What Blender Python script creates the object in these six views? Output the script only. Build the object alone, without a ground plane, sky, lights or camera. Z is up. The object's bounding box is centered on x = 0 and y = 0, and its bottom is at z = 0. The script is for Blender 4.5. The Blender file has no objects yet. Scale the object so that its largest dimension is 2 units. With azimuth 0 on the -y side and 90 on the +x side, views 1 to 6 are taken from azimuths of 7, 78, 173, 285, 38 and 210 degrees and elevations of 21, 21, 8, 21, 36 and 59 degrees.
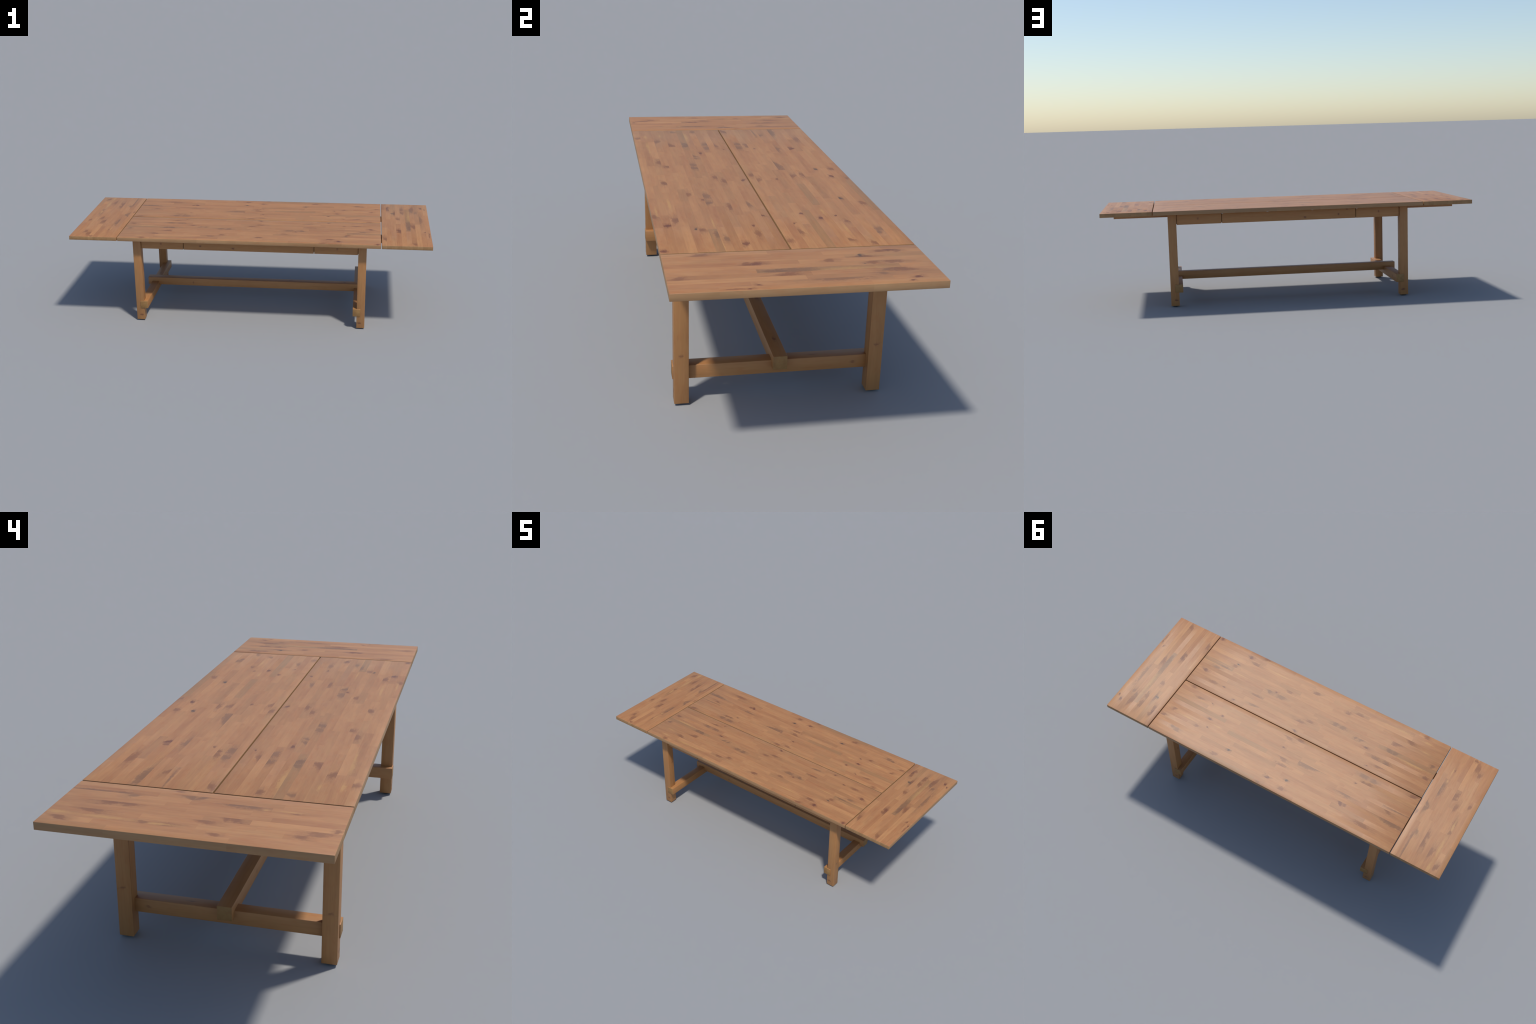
"""Extending trestle dining table in oiled pine: two glued-stave top panels, two
extension leaves, four square legs, half-lapped cross rails and a long stretcher,
aprons with a drawer in each long side.  Metres, z up, longest side 2.00 m (x)."""
import bpy, bmesh, math, random
from mathutils import Vector, Matrix

# ------------------------------------------------------------------ main sizes
HALF_LENGTH = 1.0          # table top, x
HALF_WIDTH = 0.3630        # table top, y
TOP_Z = 0.5174             # upper face of the top
TOP_THICK = 0.0211
UNDER_Z = TOP_Z - TOP_THICK
PANEL_END = 0.7255         # x where a main panel ends
LEAF_START = 0.7305        # x where an extension leaf starts
HALF_SEAM = 0.0025         # half the slit between the two main panels

LEG_OUT_X, LEG_IN_X = 0.6505, 0.6057
LEG_OUT_Y, LEG_IN_Y = 0.3210, 0.2769
LEG_FOOT = 0.0040

RAIL_X = (0.5838, 0.6266)  # cross rail, lapped over the inner half of the legs
RAIL_Z = (0.0754, 0.1193)
RAIL_END = 0.3243
BEAM_Z = (0.0981, 0.1424)  # long stretcher
BEAM_Y = 0.0220
BEAM_END = 0.6503

APRON_Y = 0.3145           # outer face of apron and drawer front
APRON_THICK = 0.0165
APRON_Z = 0.4390
DRAWER_HALF = 0.3625
DRAWER_SLIT = 0.0028

# ------------------------------------------------------------------ node helpers
def new_node(tree, kind, x, y, **values):
    n = tree.nodes.new(kind)
    n.location = (x, y)
    for k, v in values.items():
        setattr(n, k, v)
    return n


def put(tree, value, socket):
    if isinstance(value, bpy.types.NodeSocket):
        tree.links.new(value, socket)
    else:
        socket.default_value = value


def math_node(tree, op, a, b=0.0, c=None, clamp=False):
    n = tree.nodes.new("ShaderNodeMath")
    n.operation = op
    n.use_clamp = clamp
    put(tree, a, n.inputs[0])
    put(tree, b, n.inputs[1])
    if c is not None:
        put(tree, c, n.inputs[2])
    return n.outputs[0]


def vector_node(tree, op, a, b=(0, 0, 0)):
    n = tree.nodes.new("ShaderNodeVectorMath")
    n.operation = op
    put(tree, a, n.inputs[0])
    if op == "SCALE":
        put(tree, b, n.inputs["Scale"])
    elif op != "LENGTH":
        put(tree, b, n.inputs[1])
    return n.outputs["Value"] if op == "LENGTH" else n.outputs["Vector"]


def mix_colour(tree, factor, a, b, blend="MIX"):
    n = tree.nodes.new("ShaderNodeMix")
    n.data_type = "RGBA"
    n.blend_type = blend
    n.clamp_factor = True
    put(tree, factor, n.inputs["Factor"])
    put(tree, a, n.inputs["A"])
    put(tree, b, n.inputs["B"])
    return n.outputs["Result"]


def smooth(tree, value, low, high, out_low=0.0, out_high=1.0):
    n = tree.nodes.new("ShaderNodeMapRange")
    n.interpolation_type = "SMOOTHSTEP"
    put(tree, value, n.inputs["Value"])
    for name, v in (("From Min", low), ("From Max", high), ("To Min", out_low), ("To Max", out_high)):
        put(tree, v, n.inputs[name])
    return n.outputs["Result"]


def noise(tree, vector, scale, detail=2.0, rough=0.5, distortion=0.0, colour=False):
    n = tree.nodes.new("ShaderNodeTexNoise")
    put(tree, vector, n.inputs["Vector"])
    n.inputs["Scale"].default_value = scale
    n.inputs["Detail"].default_value = detail
    n.inputs["Roughness"].default_value = rough
    n.inputs["Distortion"].default_value = distortion
    return n.outputs["Color" if colour else "Fac"]


def prop(tree, name, vector=False):
    n = tree.nodes.new("ShaderNodeAttribute")
    n.attribute_type = "OBJECT"
    n.attribute_name = f'["{name}"]'
    return n.outputs["Vector" if vector else "Fac"]


# ------------------------------------------------------------------ figure in the wood
# kinds of figure: position on the constant ramp, colour (linear), strength
KINDS = {
    "knot":   (0.05, (0.155, 0.053, 0.027), 0.95),
    "soft":   (0.25, (0.200, 0.077, 0.033), 0.80),
    "grey":   (0.45, (0.190, 0.090, 0.044), 0.78),
    "black":  (0.65, (0.060, 0.038, 0.030), 0.88),
    "yellow": (0.85, (0.500, 0.270, 0.092), 0.60),
}
GROW = {"knot": 1.15, "soft": 1.38, "grey": 1.42, "black": 1.1, "yellow": 1.1}
MARKS_MOST = 5


def figure_group():
    """Node group: lays one knot, smear or resin streak over a wood colour."""
    g = bpy.data.node_groups.new("wood_figure", "ShaderNodeTree")
    face = g.interface
    for name, kind in (("Colour", "NodeSocketColor"), ("Place", "NodeSocketVector"), ("Size", "NodeSocketVector"),
                       ("Look", "NodeSocketVector"), ("Point", "NodeSocketVector"), ("Grain", "NodeSocketFloat"), ("Warp", "NodeSocketVector")):
        face.new_socket(name, in_out="INPUT", socket_type=kind)
    face.new_socket("Colour", in_out="OUTPUT", socket_type="NodeSocketColor")
    i = g.nodes.new("NodeGroupInput")
    o = g.nodes.new("NodeGroupOutput")
    look = g.nodes.new("ShaderNodeSeparateXYZ")
    g.links.new(i.outputs["Look"], look.inputs[0])
    ramp = g.nodes.new("ShaderNodeValToRGB")
    ramp.color_ramp.interpolation = "CONSTANT"
    stops = ramp.color_ramp.elements
    kinds = sorted(KINDS.values())
    while len(stops) < len(kinds):
        stops.new(0.5)
    for stop, (at, colour, _) in zip(stops, kinds):
        stop.position = at - 0.05
        stop.color = (*colour, 1)
    g.links.new(look.outputs["X"], ramp.inputs[0])
    # warped ellipse around the mark
    away = vector_node(g, "DIVIDE", vector_node(g, "SUBTRACT", i.outputs["Point"], i.outputs["Place"]), i.outputs["Size"])
    # each mark leans and tapers a little, like a cut branch
    part = g.nodes.new("ShaderNodeSeparateXYZ")
    g.links.new(away, part.inputs[0])
    lean = math_node(g, "MULTIPLY", part.outputs["X"], look.outputs["Z"])
    taper = math_node(g, "ADD", 1.0, math_node(g, "MULTIPLY", lean, 0.55))
    shape = g.nodes.new("ShaderNodeCombineXYZ")
    g.links.new(part.outputs["X"], shape.inputs["X"])
    g.links.new(math_node(g, "MULTIPLY", math_node(g, "ADD", part.outputs["Y"], math_node(g, "MULTIPLY", lean, 0.45)),
                          math_node(g, "MAXIMUM", taper, 0.35)), shape.inputs["Y"])
    g.links.new(part.outputs["Z"], shape.inputs["Z"])
    away = vector_node(g, "ADD", shape.outputs[0], i.outputs["Warp"])
    d = vector_node(g, "LENGTH", away)
    ragged = math_node(g, "ADD", d, math_node(g, "MULTIPLY", math_node(g, "SUBTRACT", i.outputs["Grain"], 0.5), 0.95))
    body = smooth(g, ragged, 0.78, 1.22, 1.0, 0.0)
    # longer, fainter halo where the grain bends round the mark
    long = vector_node(g, "LENGTH", vector_node(g, "MULTIPLY", away, (0.42, 0.75, 0.75)))
    halo = smooth(g, math_node(g, "ADD", long, math_node(g, "SUBTRACT", i.outputs["Grain"], 0.5)), 0.35, 1.2, 0.48, 0.0)
    # a darker pith in the middle, lighter ring outside
    core = smooth(g, d, 0.25, 0.95, 1.0, 0.80)
    mask = math_node(g, "MAXIMUM", math_node(g, "MULTIPLY", body, core), halo)
    mask = math_node(g, "MULTIPLY", mask, look.outputs["Y"], clamp=True)
    # thin pale vein where the fibres close again behind the mark
    off = math_node(g, "ABSOLUTE", math_node(g, "SUBTRACT", ragged, 1.42))
    vein = math_node(g, "MULTIPLY", smooth(g, off, 0.02, 0.16, 0.34, 0.0), look.outputs["Y"], clamp=True)
    veined = mix_colour(g, vein, i.outputs["Colour"], (0.47, 0.25, 0.10, 1))
    g.links.new(mix_colour(g, mask, veined, ramp.outputs["Color"]), o.inputs["Colour"])
    return g


FIGURE = figure_group()


def wood_material(name, dark, light, grey, marks=MARKS_MOST, contrast=1.0, rough=0.5, end_grain=False, stripes=0.5):
    """Long-grain pine: grain runs along the object's own x axis."""
    m = bpy.data.materials.new(name)
    m.use_nodes = True
    t = m.node_tree
    t.nodes.clear()
    out = new_node(t, "ShaderNodeOutputMaterial", 900, 0)
    bsdf = new_node(t, "ShaderNodeBsdfPrincipled", 600, 0)
    t.links.new(bsdf.outputs[0], out.inputs[0])
    point = new_node(t, "ShaderNodeTexCoord", -1600, 0).outputs["Object"]
    seed = prop(t, "seed", vector=True)
    shifted = vector_node(t, "ADD", point, seed)

    # slow sideways wander of the fibres, then long narrow streaks
    wander = noise(t, vector_node(t, "MULTIPLY", shifted, (5, 14, 14)), 1.0, 1.0)
    bend = t.nodes.new("ShaderNodeCombineXYZ")
    lean = math_node(t, "MULTIPLY", math_node(t, "SUBTRACT", wander, 0.5), 0.018)
    t.links.new(lean, bend.inputs["Y"])
    t.links.new(lean, bend.inputs["Z"])
    fibre = vector_node(t, "ADD", shifted, bend.outputs[0])
    if end_grain:
        broad = noise(t, vector_node(t, "MULTIPLY", fibre, (60, 60, 60)), 1.0, 2.0)
        fine = noise(t, vector_node(t, "MULTIPLY", fibre, (300, 300, 300)), 1.0, 2.0)
    else:
        broad = noise(t, vector_node(t, "MULTIPLY", fibre, (4.5, 95, 95)), 1.0, 3.0, 0.6)
        fine = noise(t, vector_node(t, "MULTIPLY", fibre, (14, 420, 420)), 1.0, 3.0, 0.6)
    cloud = noise(t, vector_node(t, "MULTIPLY", shifted, (9, 32, 32)), 1.0, 2.0, 0.5, 0.6)
    tone = prop(t, "tone")
    mixed = math_node(t, "MULTIPLY", math_node(t, "SUBTRACT", broad, 0.5), 1.5 * contrast * stripes * 2)
    mixed = math_node(t, "ADD", mixed, math_node(t, "MULTIPLY", math_node(t, "SUBTRACT", cloud, 0.5), 1.0 * contrast))
    mixed = math_node(t, "ADD", mixed, math_node(t, "MULTIPLY", math_node(t, "SUBTRACT", fine, 0.5), 0.62 * contrast))
    level = math_node(t, "ADD", mixed, tone, clamp=True)
    colour = mix_colour(t, level, (*dark, 1), (*light, 1))
    grey_amount = math_node(t, "MULTIPLY", prop(t, "grey"), smooth(t, broad, 0.3, 0.7, 1.0, 0.55))
    colour = mix_colour(t, grey_amount, colour, (*grey, 1))

    # patchy drift between a redder and a more olive brown
    drift = noise(t, vector_node(t, "MULTIPLY", shifted, (26, 75, 75)), 1.0, 3.0, 0.6, 0.4)
    colour = mix_colour(t, smooth(t, drift, 0.48, 0.72, 0.0, 0.55 * contrast), colour, (0.96, 0.80, 0.68, 1), "MULTIPLY")
    colour = mix_colour(t, smooth(t, drift, 0.52, 0.28, 0.0, 0.50 * contrast), colour, (0.93, 0.98, 0.92, 1), "MULTIPLY")

    # short dark fibre flecks
    fleck = noise(t, vector_node(t, "MULTIPLY", fibre, (22, 260, 260)), 1.0, 1.0)
    fleck = smooth(t, fleck, 0.66, 0.80, 0.0, 0.22 * contrast)
    colour = mix_colour(t, fleck, colour, (*KINDS["soft"][1], 1))

    warp = noise(t, vector_node(t, "MULTIPLY", shifted, (75, 110, 110)), 1.0, 3.0, 0.6, 0.0, colour=True)
    warp = vector_node(t, "SCALE", vector_node(t, "SUBTRACT", warp, (0.5, 0.5, 0.5)), 1.7)
    ragged = noise(t, vector_node(t, "MULTIPLY", fibre, (30, 240, 240)), 1.0, 2.0, 0.6)
    for k in range(marks):
        n = t.nodes.new("ShaderNodeGroup")
        n.node_tree = FIGURE
        put(t, colour, n.inputs["Colour"])
        put(t, prop(t, f"mark_place_{k}", True), n.inputs["Place"])
        put(t, prop(t, f"mark_size_{k}", True), n.inputs["Size"])
        put(t, prop(t, f"mark_look_{k}", True), n.inputs["Look"])
        put(t, point, n.inputs["Point"])
        put(t, ragged, n.inputs["Grain"])
        put(t, warp, n.inputs["Warp"])
        colour = n.outputs["Colour"]
    put(t, colour, bsdf.inputs["Base Color"])
    put(t, math_node(t, "ADD", math_node(t, "MULTIPLY", fine, 0.05), rough - 0.025), bsdf.inputs["Roughness"])
    bsdf.inputs["Specular IOR Level"].default_value = 0.5
    bump = t.nodes.new("ShaderNodeBump")
    bump.inputs["Strength"].default_value = 0.06
    bump.inputs["Distance"].default_value = 0.0006
    t.links.new(fine, bump.inputs["Height"])
    t.links.new(bump.outputs[0], bsdf.inputs["Normal"])
    return m


def plain_material(name, colour, rough):
    m = bpy.data.materials.new(name)
    m.use_nodes = True
    t = m.node_tree
    b = t.nodes["Principled BSDF"]
    point = t.nodes.new("ShaderNodeTexCoord").outputs["Object"]
    speck = noise(t, point, 400.0, 2.0)
    put(t, mix_colour(t, speck, (*[c * 0.9 for c in colour], 1), (*[min(1, c * 1.1) for c in colour], 1)), b.inputs["Base Color"])
    b.inputs["Roughness"].default_value = rough
    return m


TOP_WOOD = wood_material("oiled_pine_top", (0.320, 0.131, 0.051), (0.464, 0.222, 0.087), (0.285, 0.152, 0.064), rough=0.495, contrast=0.80, stripes=0.33)
EDGE_WOOD = wood_material("pine_edge", (0.300, 0.155, 0.066), (0.400, 0.225, 0.104), (0.290, 0.165, 0.080), marks=0, contrast=0.7, rough=0.55)
BLOCK_END = wood_material("pine_stave_end", (0.270, 0.140, 0.054), (0.390, 0.215, 0.090), (0.300, 0.165, 0.070), marks=0, contrast=0.6, rough=0.6, end_grain=True)
FRAME_WOOD = wood_material("pine_frame", (0.335, 0.145, 0.047), (0.430, 0.208, 0.074), (0.330, 0.180, 0.080), marks=4, contrast=0.7, rough=0.52)
FRAME_END = wood_material("pine_frame_end", (0.240, 0.120, 0.036), (0.330, 0.180, 0.058), (0.260, 0.140, 0.050), marks=0, contrast=0.9, rough=0.6, end_grain=True)
GLIDE_PLASTIC = plain_material("glide_plastic", (0.055, 0.05, 0.045), 0.6)
SPOT_PALE = plain_material("spot_pale", (0.55, 0.55, 0.56), 0.5)  # pale colour of the discs added for light spots

# ------------------------------------------------------------------ building pieces
TURN = {"x": Matrix.Identity(3),
        "y": Matrix.Rotation(math.radians(90), 3, "Z"),
        "z": Matrix.Rotation(math.radians(-90), 3, "Y")}
dice = random.Random(20)


def empty(name, parent=None, at=(0, 0, 0)):
    o = bpy.data.objects.new(name, None)
    o.empty_display_size = 0.05
    bpy.context.scene.collection.objects.link(o)
    o.location = at
    if parent:
        o.parent = parent
    return o


def add_figure(o, marks, reach=0.05):
    """Write the knots that lie on this piece into its custom properties."""
    turn = o.rotation_euler.to_matrix().inverted()
    for k in range(MARKS_MOST):
        place, size, look = (9.0, 9.0, 9.0), (0.01, 0.01, 0.01), (0.0, 0.0, 0.0)
        if k < len(marks):
            kind, spot, along, across, strength = marks[k]
            place = tuple(turn @ (Vector(spot) - Vector(o["centre"])))
            size = (along, across, reach)
            if isinstance(reach, tuple):
                size = reach
            look = (KINDS[kind][0], KINDS[kind][2] * strength, dice.uniform(-1, 1) if kind != "yellow" else 0.0)
        o[f"mark_place_{k}"] = [float(v) for v in place]
        o[f"mark_size_{k}"] = [float(v) for v in size]
        o[f"mark_look_{k}"] = [float(v) for v in look]


def wood_box(name, low, high, grain, parent, materials, bevel=0.0012, bevel_sides=None, tone=0.5, grey=0.0,
             marks=(), reach=0.05, offset=(0, 0, 0), end_slot=1, side_slot=None):
    """Box between two world corners, its own x axis along the grain.
    bevel_sides: world sides ('+x', '-y', '+z' ...) whose edges are eased, None for all."""
    low, high = Vector(low), Vector(high)
    centre, size = (low + high) / 2, high - low
    turn = TURN[grain]
    bm = bmesh.new()
    bmesh.ops.create_cube(bm, size=1.0)
    for v in bm.verts:
        world = Vector((v.co.x * size.x, v.co.y * size.y, v.co.z * size.z))
        v.co = turn.inverted() @ world
    bm.normal_update()
    axis = {"x": Vector((1, 0, 0)), "y": Vector((0, 1, 0)), "z": Vector((0, 0, 1))}
    if bevel:
        def open_side(f):
            n = turn @ f.normal
            if bevel_sides is None:
                return True
            return any((n.dot(axis[s[1]]) * (1 if s[0] == "+" else -1)) > 0.9 for s in bevel_sides)
        edges = [e for e in bm.edges if all(open_side(f) for f in e.link_faces)]
        if edges:
            bmesh.ops.bevel(bm, geom=edges, offset=bevel, segments=2, profile=0.5, affect="EDGES", clamp_overlap=True)
    bm.normal_update()
    for f in bm.faces:
        n = turn @ f.normal
        f.smooth = bool(bevel)
        local = f.normal
        if end_slot is not None and abs(local.x) > 0.9:
            f.material_index = end_slot
        elif side_slot is not None and abs(n.z) < 0.5:
            f.material_index = side_slot
    me = bpy.data.meshes.new(name)
    bm.to_mesh(me)
    bm.free()
    for m in materials:
        me.materials.append(m)
    if bevel:
        me.set_sharp_from_angle(angle=math.radians(50))
    o = bpy.data.objects.new(name, me)
    bpy.context.scene.collection.objects.link(o)
    o.rotation_euler = turn.to_euler()
    o.parent = parent
    o.location = centre - Vector(parent.location if parent.parent else (0, 0, 0))
    o["centre"] = [float(v) for v in centre]
    o["tone"] = float(tone)
    o["grey"] = float(grey)
    o["seed"] = [dice.uniform(-40, 40) for _ in range(3)]
    add_figure(o, list(marks), reach)
    return o


# ------------------------------------------------------------------ figure seen on the boards
# (kind, x, y, half length along the grain, half width across it), sizes in mm
FRONT_FIGURE = [
    ("grey", -.695, -.201, 8, 12), ("soft", -.693, -.112, 14, 10), ("yellow", -.626, -.259, 18, 6), ("yellow", -.612, -.313, 18, 9),
    ("yellow", -.611, -.155, 60, 10), ("soft", -.591, -.345, 12, 12), ("soft", -.529, -.278, 20, 12), ("grey", -.488, -.17, 14, 11),
    ("grey", -.478, -.086, 14, 12), ("soft", -.472, -.231, 20, 13), ("yellow", -.467, -.315, 30, 8), ("soft", -.455, -.053, 20, 8),
    ("grey", -.452, -.169, 12, 10), ("grey", -.415, -.087, 19, 12), ("knot", -.396, -.028, 6, 5), ("yellow", -.385, -.313, 30, 4),
    ("knot", -.337, -.123, 12, 6), ("grey", -.298, -.154, 12, 8), ("grey", -.263, -.151, 6, 8), ("soft", -.213, -.286, 20, 12),
    ("grey", -.174, -.17, 16, 10), ("soft", -.154, -.263, 10, 13), ("grey", -.13, -.172, 12, 10), ("soft", -.004, -.112, 16, 9),
    ("knot", .041, -.021, 8, 6), ("soft", .045, -.087, 18, 8), ("soft", .054, -.296, 15, 10), ("soft", .193, -.234, 15, 10),
    ("grey", .213, -.174, 20, 11), ("knot", .252, -.186, 6, 6), ("grey", .288, -.175, 12, 11), ("yellow", .296, -.3, 40, 4),
    ("grey", .314, -.049, 20, 6), ("soft", .332, -.108, 22, 8), ("yellow", .363, -.346, 30, 3), ("soft", .411, -.355, 15, 8),
    ("knot", .428, -.025, 6, 6), ("soft", .448, -.291, 20, 12), ("yellow", .482, -.186, 30, 3), ("knot", .497, -.319, 10, 13),
    ("knot", .521, -.069, 6, 4), ("black", .534, -.243, 6, 4), ("soft", .542, -.229, 12, 12), ("grey", .585, -.183, 20, 8),
    ("soft", .589, -.067, 18, 7), ("grey", .625, -.164, 15, 8), ("knot", .673, -.117, 14, 11), ("yellow", .681, -.182, 25, 2.5),
    ("knot", .707, -.352, 8, 10),
]
BACK_FIGURE = [
    ("soft", -.692, .014, 18, 9), ("grey", -.655, .141, 50, 3), ("grey", -.654, .215, 50, 11), ("soft", -.609, .159, 16, 8),
    ("soft", -.53, .3, 30, 12), ("grey", -.473, .041, 14, 12), ("soft", -.458, .075, 18, 8), ("soft", -.426, .075, 6, 7),
    ("grey", -.413, .038, 19, 12), ("soft", -.408, .241, 6, 10), ("knot", -.396, .098, 5, 4), ("knot", -.381, .241, 12, 13),
    ("grey", -.379, .184, 25, 12), ("grey", -.142, .135, 50, 12), ("black", -.08, .27, 8, 8), ("soft", -.079, .328, 10, 10),
    ("soft", -.021, .019, 16, 9), ("soft", -.005, .208, 25, 10), ("soft", .01, .158, 20, 11), ("knot", .017, .307, 12, 10),
    ("knot", .036, .104, 8, 6), ("soft", .046, .033, 18, 8), ("grey", .046, .354, 12, 6), ("black", .277, .266, 7, 7),
    ("soft", .333, .327, 14, 10), ("yellow", .408, .172, 20, 4), ("knot", .421, .1, 6, 6), ("knot", .454, .202, 5, 4),
    ("knot", .47, .154, 9, 10), ("soft", .506, .224, 9, 6), ("knot", .513, .057, 5, 4), ("yellow", .575, .203, 30, 4),
    ("soft", .586, .058, 18, 7), ("grey", .586, .302, 13, 12), ("grey", .616, .293, 8, 7), ("soft", .663, .012, 14, 9),
    ("soft", .668, .186, 10, 12), ("soft", .702, .252, 12, 7),
]
RIGHT_FIGURE = [
    ("soft", .753, -.261, 20, 12), ("knot", .762, .269, 13, 8), ("soft", .767, .243, 12, 8), ("soft", .768, .292, 12, 9),
    ("black", .795, .179, 6, 9), ("soft", .806, .185, 20, 6), ("soft", .823, .085, 12, 10), ("soft", .825, -.145, 8, 10),
    ("knot", .828, -.122, 20, 11), ("soft", .848, .261, 22, 10), ("soft", .85, .199, 15, 8), ("black", .856, .175, 3, 3),
    ("grey", .883, -.057, 10, 7), ("grey", .883, -.023, 50, 12), ("grey", .887, -.083, 15, 10), ("yellow", .888, .099, 60, 11),
    ("grey", .906, .22, 10, 6), ("soft", .907, .266, 30, 12), ("soft", .908, -.331, 15, 10), ("soft", .908, -.052, 25, 8),
    ("grey", .93, .207, 10, 6), ("grey", .947, .09, 60, 12), ("knot", .963, .288, 10, 7), ("knot", .971, -.133, 7, 5),
    ("knot", .984, .266, 5, 4), ("soft", .989, -.2, 20, 3), ("knot", .991, -.162, 7, 4),
]
LEFT_FIGURE = [
    ("soft", -.962, -.073, 10, 6), ("soft", -.957, .321, 15, 10), ("soft", -.939, .047, 20, 10), ("yellow", -.938, .074, 30, 5),
    ("soft", -.938, .109, 10, 6), ("yellow", -.932, .215, 50, 6), ("yellow", -.928, .337, 20, 8), ("soft", -.928, -.273, 12, 10),
    ("soft", -.905, -.312, 20, 13), ("soft", -.9, .256, 25, 10), ("soft", -.898, -.032, 20, 11), ("soft", -.882, -.35, 6, 8),
    ("soft", -.873, -.103, 14, 12), ("soft", -.873, -.078, 6, 12), ("soft", -.845, .178, 15, 10), ("soft", -.842, .224, 25, 11),
    ("soft", -.81, -.237, 6, 6), ("yellow", -.8, -.159, 6, 4), ("yellow", -.798, -.22, 20, 3), ("grey", -.786, -.117, 20, 11),
    ("grey", -.785, .185, 14, 10), ("grey", -.785, -.074, 18, 12), ("grey", -.784, .22, 14, 9), ("grey", -.783, .307, 40, 6),
    ("grey", -.769, .045, 14, 8), ("grey", -.764, .011, 10, 7), ("soft", -.739, .084, 10, 5),
]
# staves that are greyed or darkened as a whole
GREY_SPOTS = [(-.631, -.180), (.239, .181), (.366, .349), (.538, .126), (.62, -.19), (.88, -.02)]


def cut_points(start, end, shortest, longest, busy, rng):
    """Random joints along a row, kept away from knots."""
    cuts, at = [start], start
    while end - at > longest:
        for _ in range(30):
            trial = at + rng.uniform(shortest, longest)
            if end - trial > shortest * 0.6 and not any(abs(trial - b) < r for b, r in busy):
                break
        at = trial
        cuts.append(at)
    cuts.append(end)
    return cuts


def glued_board(name, x0, x1, y0, y1, grain, rows, figure, root, seed, shortest=0.11, longest=0.40):
    """A board glued up from staves; every stave is a piece of its own."""
    rng = random.Random(seed)
    board = empty(name, root, ((x0 + x1) / 2, (y0 + y1) / 2, UNDER_Z))
    a0, a1, b0, b1 = (x0, x1, y0, y1) if grain == "x" else (y0, y1, x0, x1)
    pitch = (b1 - b0) / rows
    for row in range(rows):
        low, high = b0 + row * pitch, b0 + (row + 1) * pitch
        mine = []
        for kind, x, y, along, across in figure:
            a, b = (x, y) if grain == "x" else (y, x)
            if low <= b < high:
                mine.append((kind, a, b, along / 1000, across / 1000))
        cuts = cut_points(a0, a1, shortest, longest, [(m[1], m[3] * 1.3) for m in mine], rng)
        for s, e in zip(cuts, cuts[1:]):
            here = [m for m in mine if s <= m[1] < e]
            here.sort(key=lambda m: m[3] * m[4], reverse=True)
            marks = []
            for kind, a, b, along, across in here[:MARKS_MOST]:
                spot = (a, b, TOP_Z) if grain == "x" else (b, a, TOP_Z)
                marks.append((kind, spot, along * GROW[kind], across * GROW[kind], rng.uniform(0.9, 1.05)))
            tone = min(0.92, max(0.12, rng.gauss(0.54, 0.125)))
            grey = max(0.0, rng.gauss(0.04, 0.15))
            for gx, gy in GREY_SPOTS:
                ga, gb = (gx, gy) if grain == "x" else (gy, gx)
                if low <= gb < high and s <= ga < e:
                    grey, tone = 0.75, 0.4
            eased = {"+z", "-z"}
            first = (("-x", "-y") if grain == "x" else ("-y", "-x"))
            last = (("+x", "+y") if grain == "x" else ("+y", "+x"))
            if s == a0: eased.add(first[0])
            if e == a1: eased.add(last[0])
            if row == 0: eased.add(first[1])
            if row == rows - 1: eased.add(last[1])
            lo = (s, low, UNDER_Z) if grain == "x" else (low, s, UNDER_Z)
            hi = (e, high, TOP_Z) if grain == "x" else (high, e, TOP_Z)
            o = wood_box("stave", lo, hi, grain, board, (TOP_WOOD, BLOCK_END, EDGE_WOOD), bevel=0.0010,
                         bevel_sides=eased, tone=tone, grey=min(grey, 0.8), marks=marks, reach=0.03,
                         end_slot=1, side_slot=2)
    return board


# ------------------------------------------------------------------ the table
table = empty("dining_table")
table["label"] = "long extending pine dining table with trestle base"
table["category"] = "dining table"

glued_board("top_panel", -PANEL_END, PANEL_END, -HALF_WIDTH, -HALF_SEAM, "x", 14, FRONT_FIGURE, table, 3)
glued_board("top_panel", -PANEL_END, PANEL_END, HALF_SEAM, HALF_WIDTH, "x", 14, BACK_FIGURE, table, 8)
glued_board("extension_leaf", LEAF_START, HALF_LENGTH, -HALF_WIDTH, HALF_WIDTH, "y", 10, RIGHT_FIGURE, table, 5)
glued_board("extension_leaf", -HALF_LENGTH, -LEAF_START, -HALF_WIDTH, HALF_WIDTH, "y", 10, LEFT_FIGURE, table, 12)

FRAME = (FRAME_WOOD, FRAME_END)


def spots(*items):
    """Knots on frame timber: (kind, (x, y, z), along, across, strength), sizes in m."""
    return [(k, p, a, b, s) for k, p, a, b, s in items]


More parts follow.
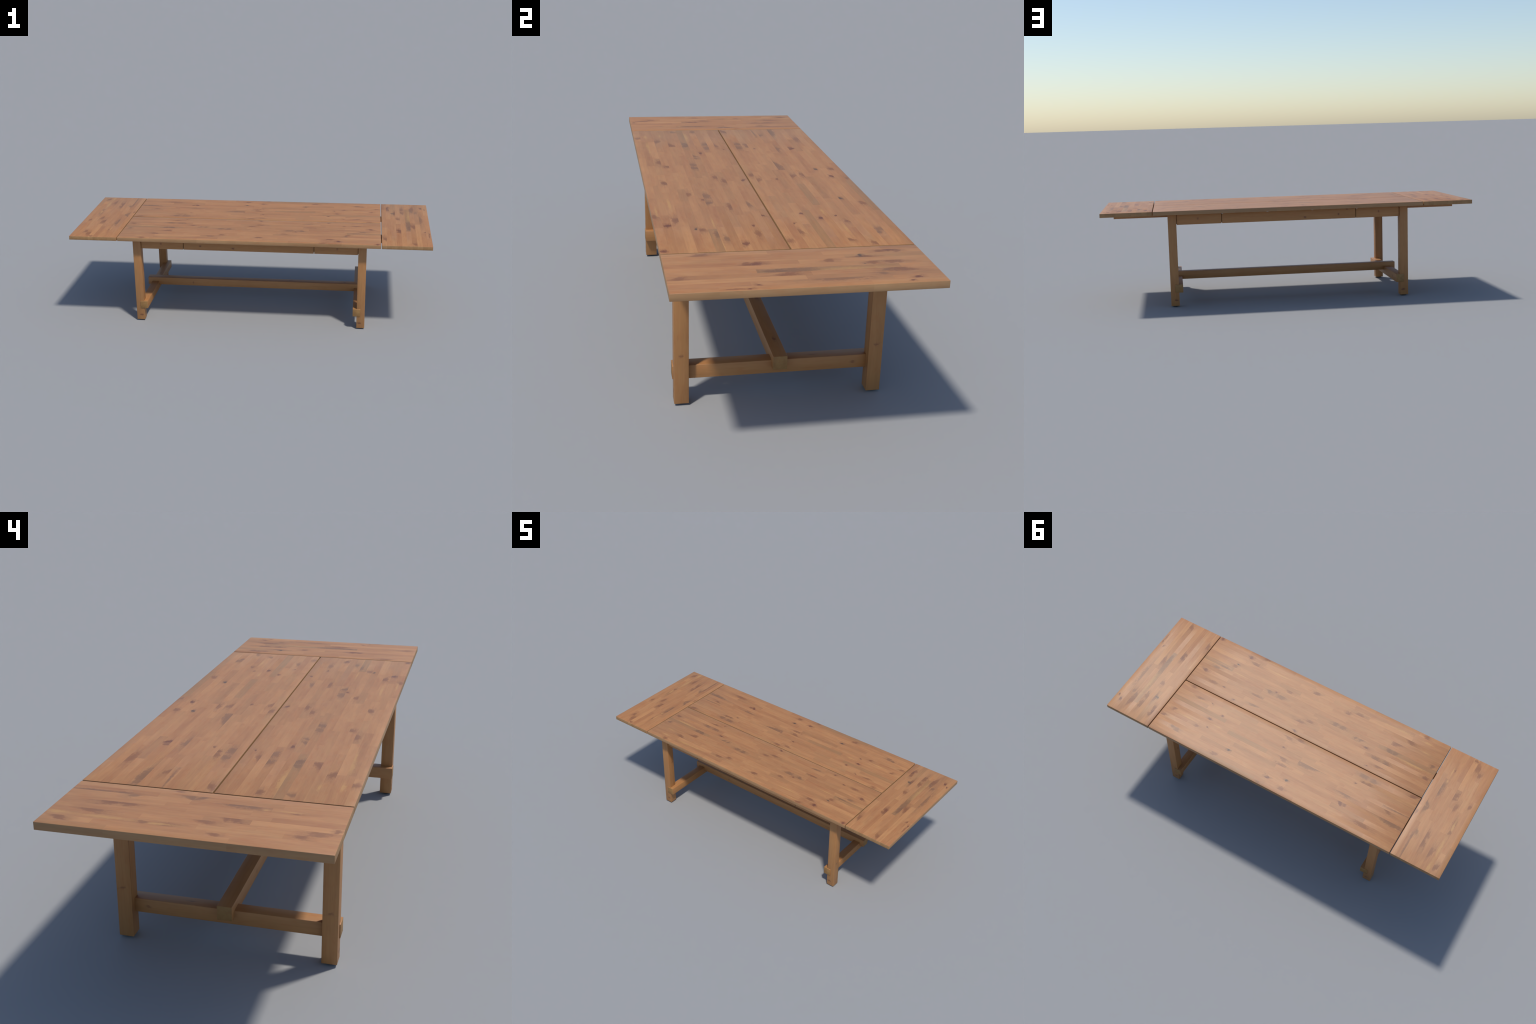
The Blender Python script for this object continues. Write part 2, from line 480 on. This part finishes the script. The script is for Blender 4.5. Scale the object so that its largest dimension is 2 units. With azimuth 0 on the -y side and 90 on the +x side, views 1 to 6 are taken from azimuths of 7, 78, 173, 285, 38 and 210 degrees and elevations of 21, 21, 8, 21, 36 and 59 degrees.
# legs with a plastic glide under each foot
for sx in (1, -1):
    for sy in (1, -1):
        xs = sorted((sx * LEG_IN_X, sx * LEG_OUT_X))
        ys = sorted((sy * LEG_IN_Y, sy * LEG_OUT_Y))
        marks = spots(("knot", (sx * 0.622, sy * LEG_OUT_Y, 0.034), 0.0045, 0.011, 0.9),
                      ("knot", (sx * LEG_OUT_X, sy * 0.300, 0.163), 0.005, 0.008, 0.6),
                      ("knot", (sx * LEG_IN_X, sy * 0.290, 0.30), 0.006, 0.004, 0.8),
                      ("soft", (sx * 0.6455, sy * LEG_IN_Y, 0.25), 0.3, 0.002, 0.95))
        leg = wood_box("leg", (xs[0], ys[0], LEG_FOOT), (xs[1], ys[1], UNDER_Z - 0.0002), "z", table, FRAME,
                       bevel=0.0011, tone=0.5 + dice.uniform(-0.08, 0.08), marks=marks)
        for k, (w_y, w_x) in enumerate(((0.006, 0.011), (0.008, 0.005), (0.004, 0.006), (0.006, 0.0014))):
            leg[f"mark_size_{k}"] = [(0.0040, 0.0032, 0.006, 0.30)[k], w_y, w_x]
        me = bpy.data.meshes.new("foot_glide")
        bm = bmesh.new()
        bmesh.ops.create_cone(bm, cap_ends=True, segments=32, radius1=0.0165, radius2=0.0175, depth=LEG_FOOT + 0.001)
        bm.to_mesh(me)
        bm.free()
        me.materials.append(GLIDE_PLASTIC)
        glide = bpy.data.objects.new("foot_glide", me)
        bpy.context.scene.collection.objects.link(glide)
        glide.parent = leg
        glide.matrix_parent_inverse = (Matrix.Translation(leg.location) @ leg.rotation_euler.to_matrix().to_4x4()).inverted()
        glide.location = (sum(xs) / 2, sum(ys) / 2, (LEG_FOOT + 0.001) / 2)

# cross rails low on the legs, and the stretcher lapped over them
for sx in (1, -1):
    xs = sorted((sx * RAIL_X[0], sx * RAIL_X[1]))
    marks = spots(("knot", (xs[1], 0.235, 0.097), 0.006, 0.004, 0.6), ("knot", (xs[0], 0.235, 0.097), 0.006, 0.004, 0.6),
                  ("knot", (sx * 0.605, 0.11, RAIL_Z[1]), 0.008, 0.003, 0.6))
    wood_box("cross_rail", (xs[0], -RAIL_END, RAIL_Z[0]), (xs[1], RAIL_END, RAIL_Z[1]), "y", table, FRAME,
             bevel=0.0011, tone=0.5, marks=marks, reach=0.006)
marks = spots(("knot", (0.53, 0.004, BEAM_Z[1]), 0.010, 0.006, 0.8), ("knot", (0.21, 0.006, BEAM_Z[1]), 0.012, 0.006, 0.7),
              ("knot", (-0.375, -BEAM_Y, 0.118), 0.003, 0.009, 0.7))
beam = wood_box("stretcher", (-BEAM_END, -BEAM_Y, BEAM_Z[0]), (BEAM_END, BEAM_Y, BEAM_Z[1]), "x", table, FRAME,
                bevel=0.0011, tone=0.48, marks=marks, reach=0.009)

# aprons, drawer fronts and what sits behind them
for sy in (1, -1):
    ys = sorted((sy * APRON_Y, sy * (APRON_Y - APRON_THICK)))
    for sx in (1, -1):
        xs = sorted((sx * (DRAWER_HALF + DRAWER_SLIT), sx * (LEG_IN_X - 0.0024)))
        marks = spots(("knot", (sx * 0.49, sy * APRON_Y, 0.470), 0.004, 0.007, 0.7))
        wood_box("apron", (xs[0], ys[0], APRON_Z), (xs[1], ys[1], UNDER_Z - 0.0002), "x", table, FRAME, bevel=0.001,
                 tone=0.42, marks=marks, reach=0.007)
        xt = sorted((sx * (LEG_IN_X - 0.006), sx * (LEG_IN_X + 0.001)))  # filler added behind the gap at the leg, stops light showing through
        yt = sorted((sy * (APRON_Y - 0.012), sy * (APRON_Y - 0.0045)))
        wood_box("apron_gap_filler", (xt[0], yt[0], APRON_Z + 0.004), (xt[1], yt[1], UNDER_Z - 0.0004), "x", table, FRAME, bevel=0.0, tone=0.4)
        # runner that closes the slit beside the drawer
        xs = sorted((sx * (DRAWER_HALF - 0.006), sx * (DRAWER_HALF + 0.016)))
        yr = sorted((sy * 0.04, sy * (APRON_Y - APRON_THICK - 0.0005)))
        wood_box("drawer_runner", (xs[0], yr[0], APRON_Z + 0.004), (xs[1], yr[1], UNDER_Z - 0.0002), "y", table, FRAME, bevel=0.001, tone=0.4)
    marks = spots(("knot", (-0.084 , sy * APRON_Y, 0.4535), 0.006, 0.006, 1.0),
                  ("knot", (-0.268, sy * APRON_Y, 0.463), 0.004, 0.004, 0.9),
                  ("knot", (-0.315, sy * APRON_Y, 0.490), 0.004, 0.010, 0.8))
    front = wood_box("drawer_front", (-DRAWER_HALF, ys[0], APRON_Z), (DRAWER_HALF, ys[1], UNDER_Z - 0.0002), "x", table, FRAME,
                     bevel=0.001, tone=0.42, marks=marks, reach=0.006)
    # drawer tray behind the front
    inner, wall = sy * (APRON_Y - APRON_THICK - 0.0003), 0.007
    deep = sy * 0.035
    ya, yb = sorted((inner, deep))
    tray = (("drawer_side", (-0.352, ya, 0.4445), (-0.352 + wall, yb, 0.486), "y"),
            ("drawer_side", (0.352 - wall, ya, 0.4445), (0.352, yb, 0.486), "y"),
            ("drawer_back", (-0.352 + wall, *sorted((deep, deep + sy * wall))[:1], 0.4445), (0.352 - wall, sorted((deep, deep + sy * wall))[1], 0.486), "x"),
            ("drawer_bottom", (-0.345, ya + 0.0072, 0.4465), (0.345, yb - 0.0072, 0.4500), "x"))
    for nm, lo, hi, gr in tray:
        p = wood_box(nm, lo, hi, gr, table, FRAME, bevel=0.0, tone=0.55)
        p.parent = front
        p.matrix_parent_inverse = Matrix.Translation(front.location).inverted()
    # pale discs added to stand in for small light spots under the overhang
    for x in (-0.3617, -0.1206, 0.1206, 0.3617):
        me = bpy.data.meshes.get("light_spot_disc")
        if me is None:
            me = bpy.data.meshes.new("light_spot_disc")
            bm = bmesh.new()
            bmesh.ops.create_cone(bm, cap_ends=True, segments=20, radius1=0.0050, radius2=0.0055, depth=0.0026)
            bm.to_mesh(me)
            bm.free()
            me.materials.append(SPOT_PALE)
        disc = bpy.data.objects.new("light_spot_disc", me)
        bpy.context.scene.collection.objects.link(disc)
        disc.parent = table
        disc.location = (x, sy * 0.347, UNDER_Z - 0.0013)

# short aprons between the legs at each end, below the sliding rails
for sx in (1, -1):
    xs = sorted((sx * 0.6275, sx * 0.6440))
    wood_box("end_apron", (xs[0], -LEG_IN_Y - 0.001, APRON_Z), (xs[1], LEG_IN_Y + 0.001, 0.4700), "y", table, FRAME, bevel=0.001, tone=0.42)
# rails that carry the leaves; the pair at one end passes beside the pair at the other
for s in (1, -1):
    for y0, y1 in ((0.160, 0.190), (-0.201, -0.131)):
        xs = sorted((s * 0.385, s * 0.9395))
        ys = sorted((s * y0, s * y1))
        wood_box("leaf_rail", (xs[0], ys[0], 0.4708), (xs[1], ys[1], UNDER_Z - 0.0002), "x", table, FRAME, bevel=0.001, tone=0.5)
# batten under the slit between the two main panels
wood_box("seam_batten", (-0.715, -0.028, 0.460), (0.715, 0.028, 0.4865), "x", table, FRAME, bevel=0.001, tone=0.45)

bpy.context.view_layer.update()
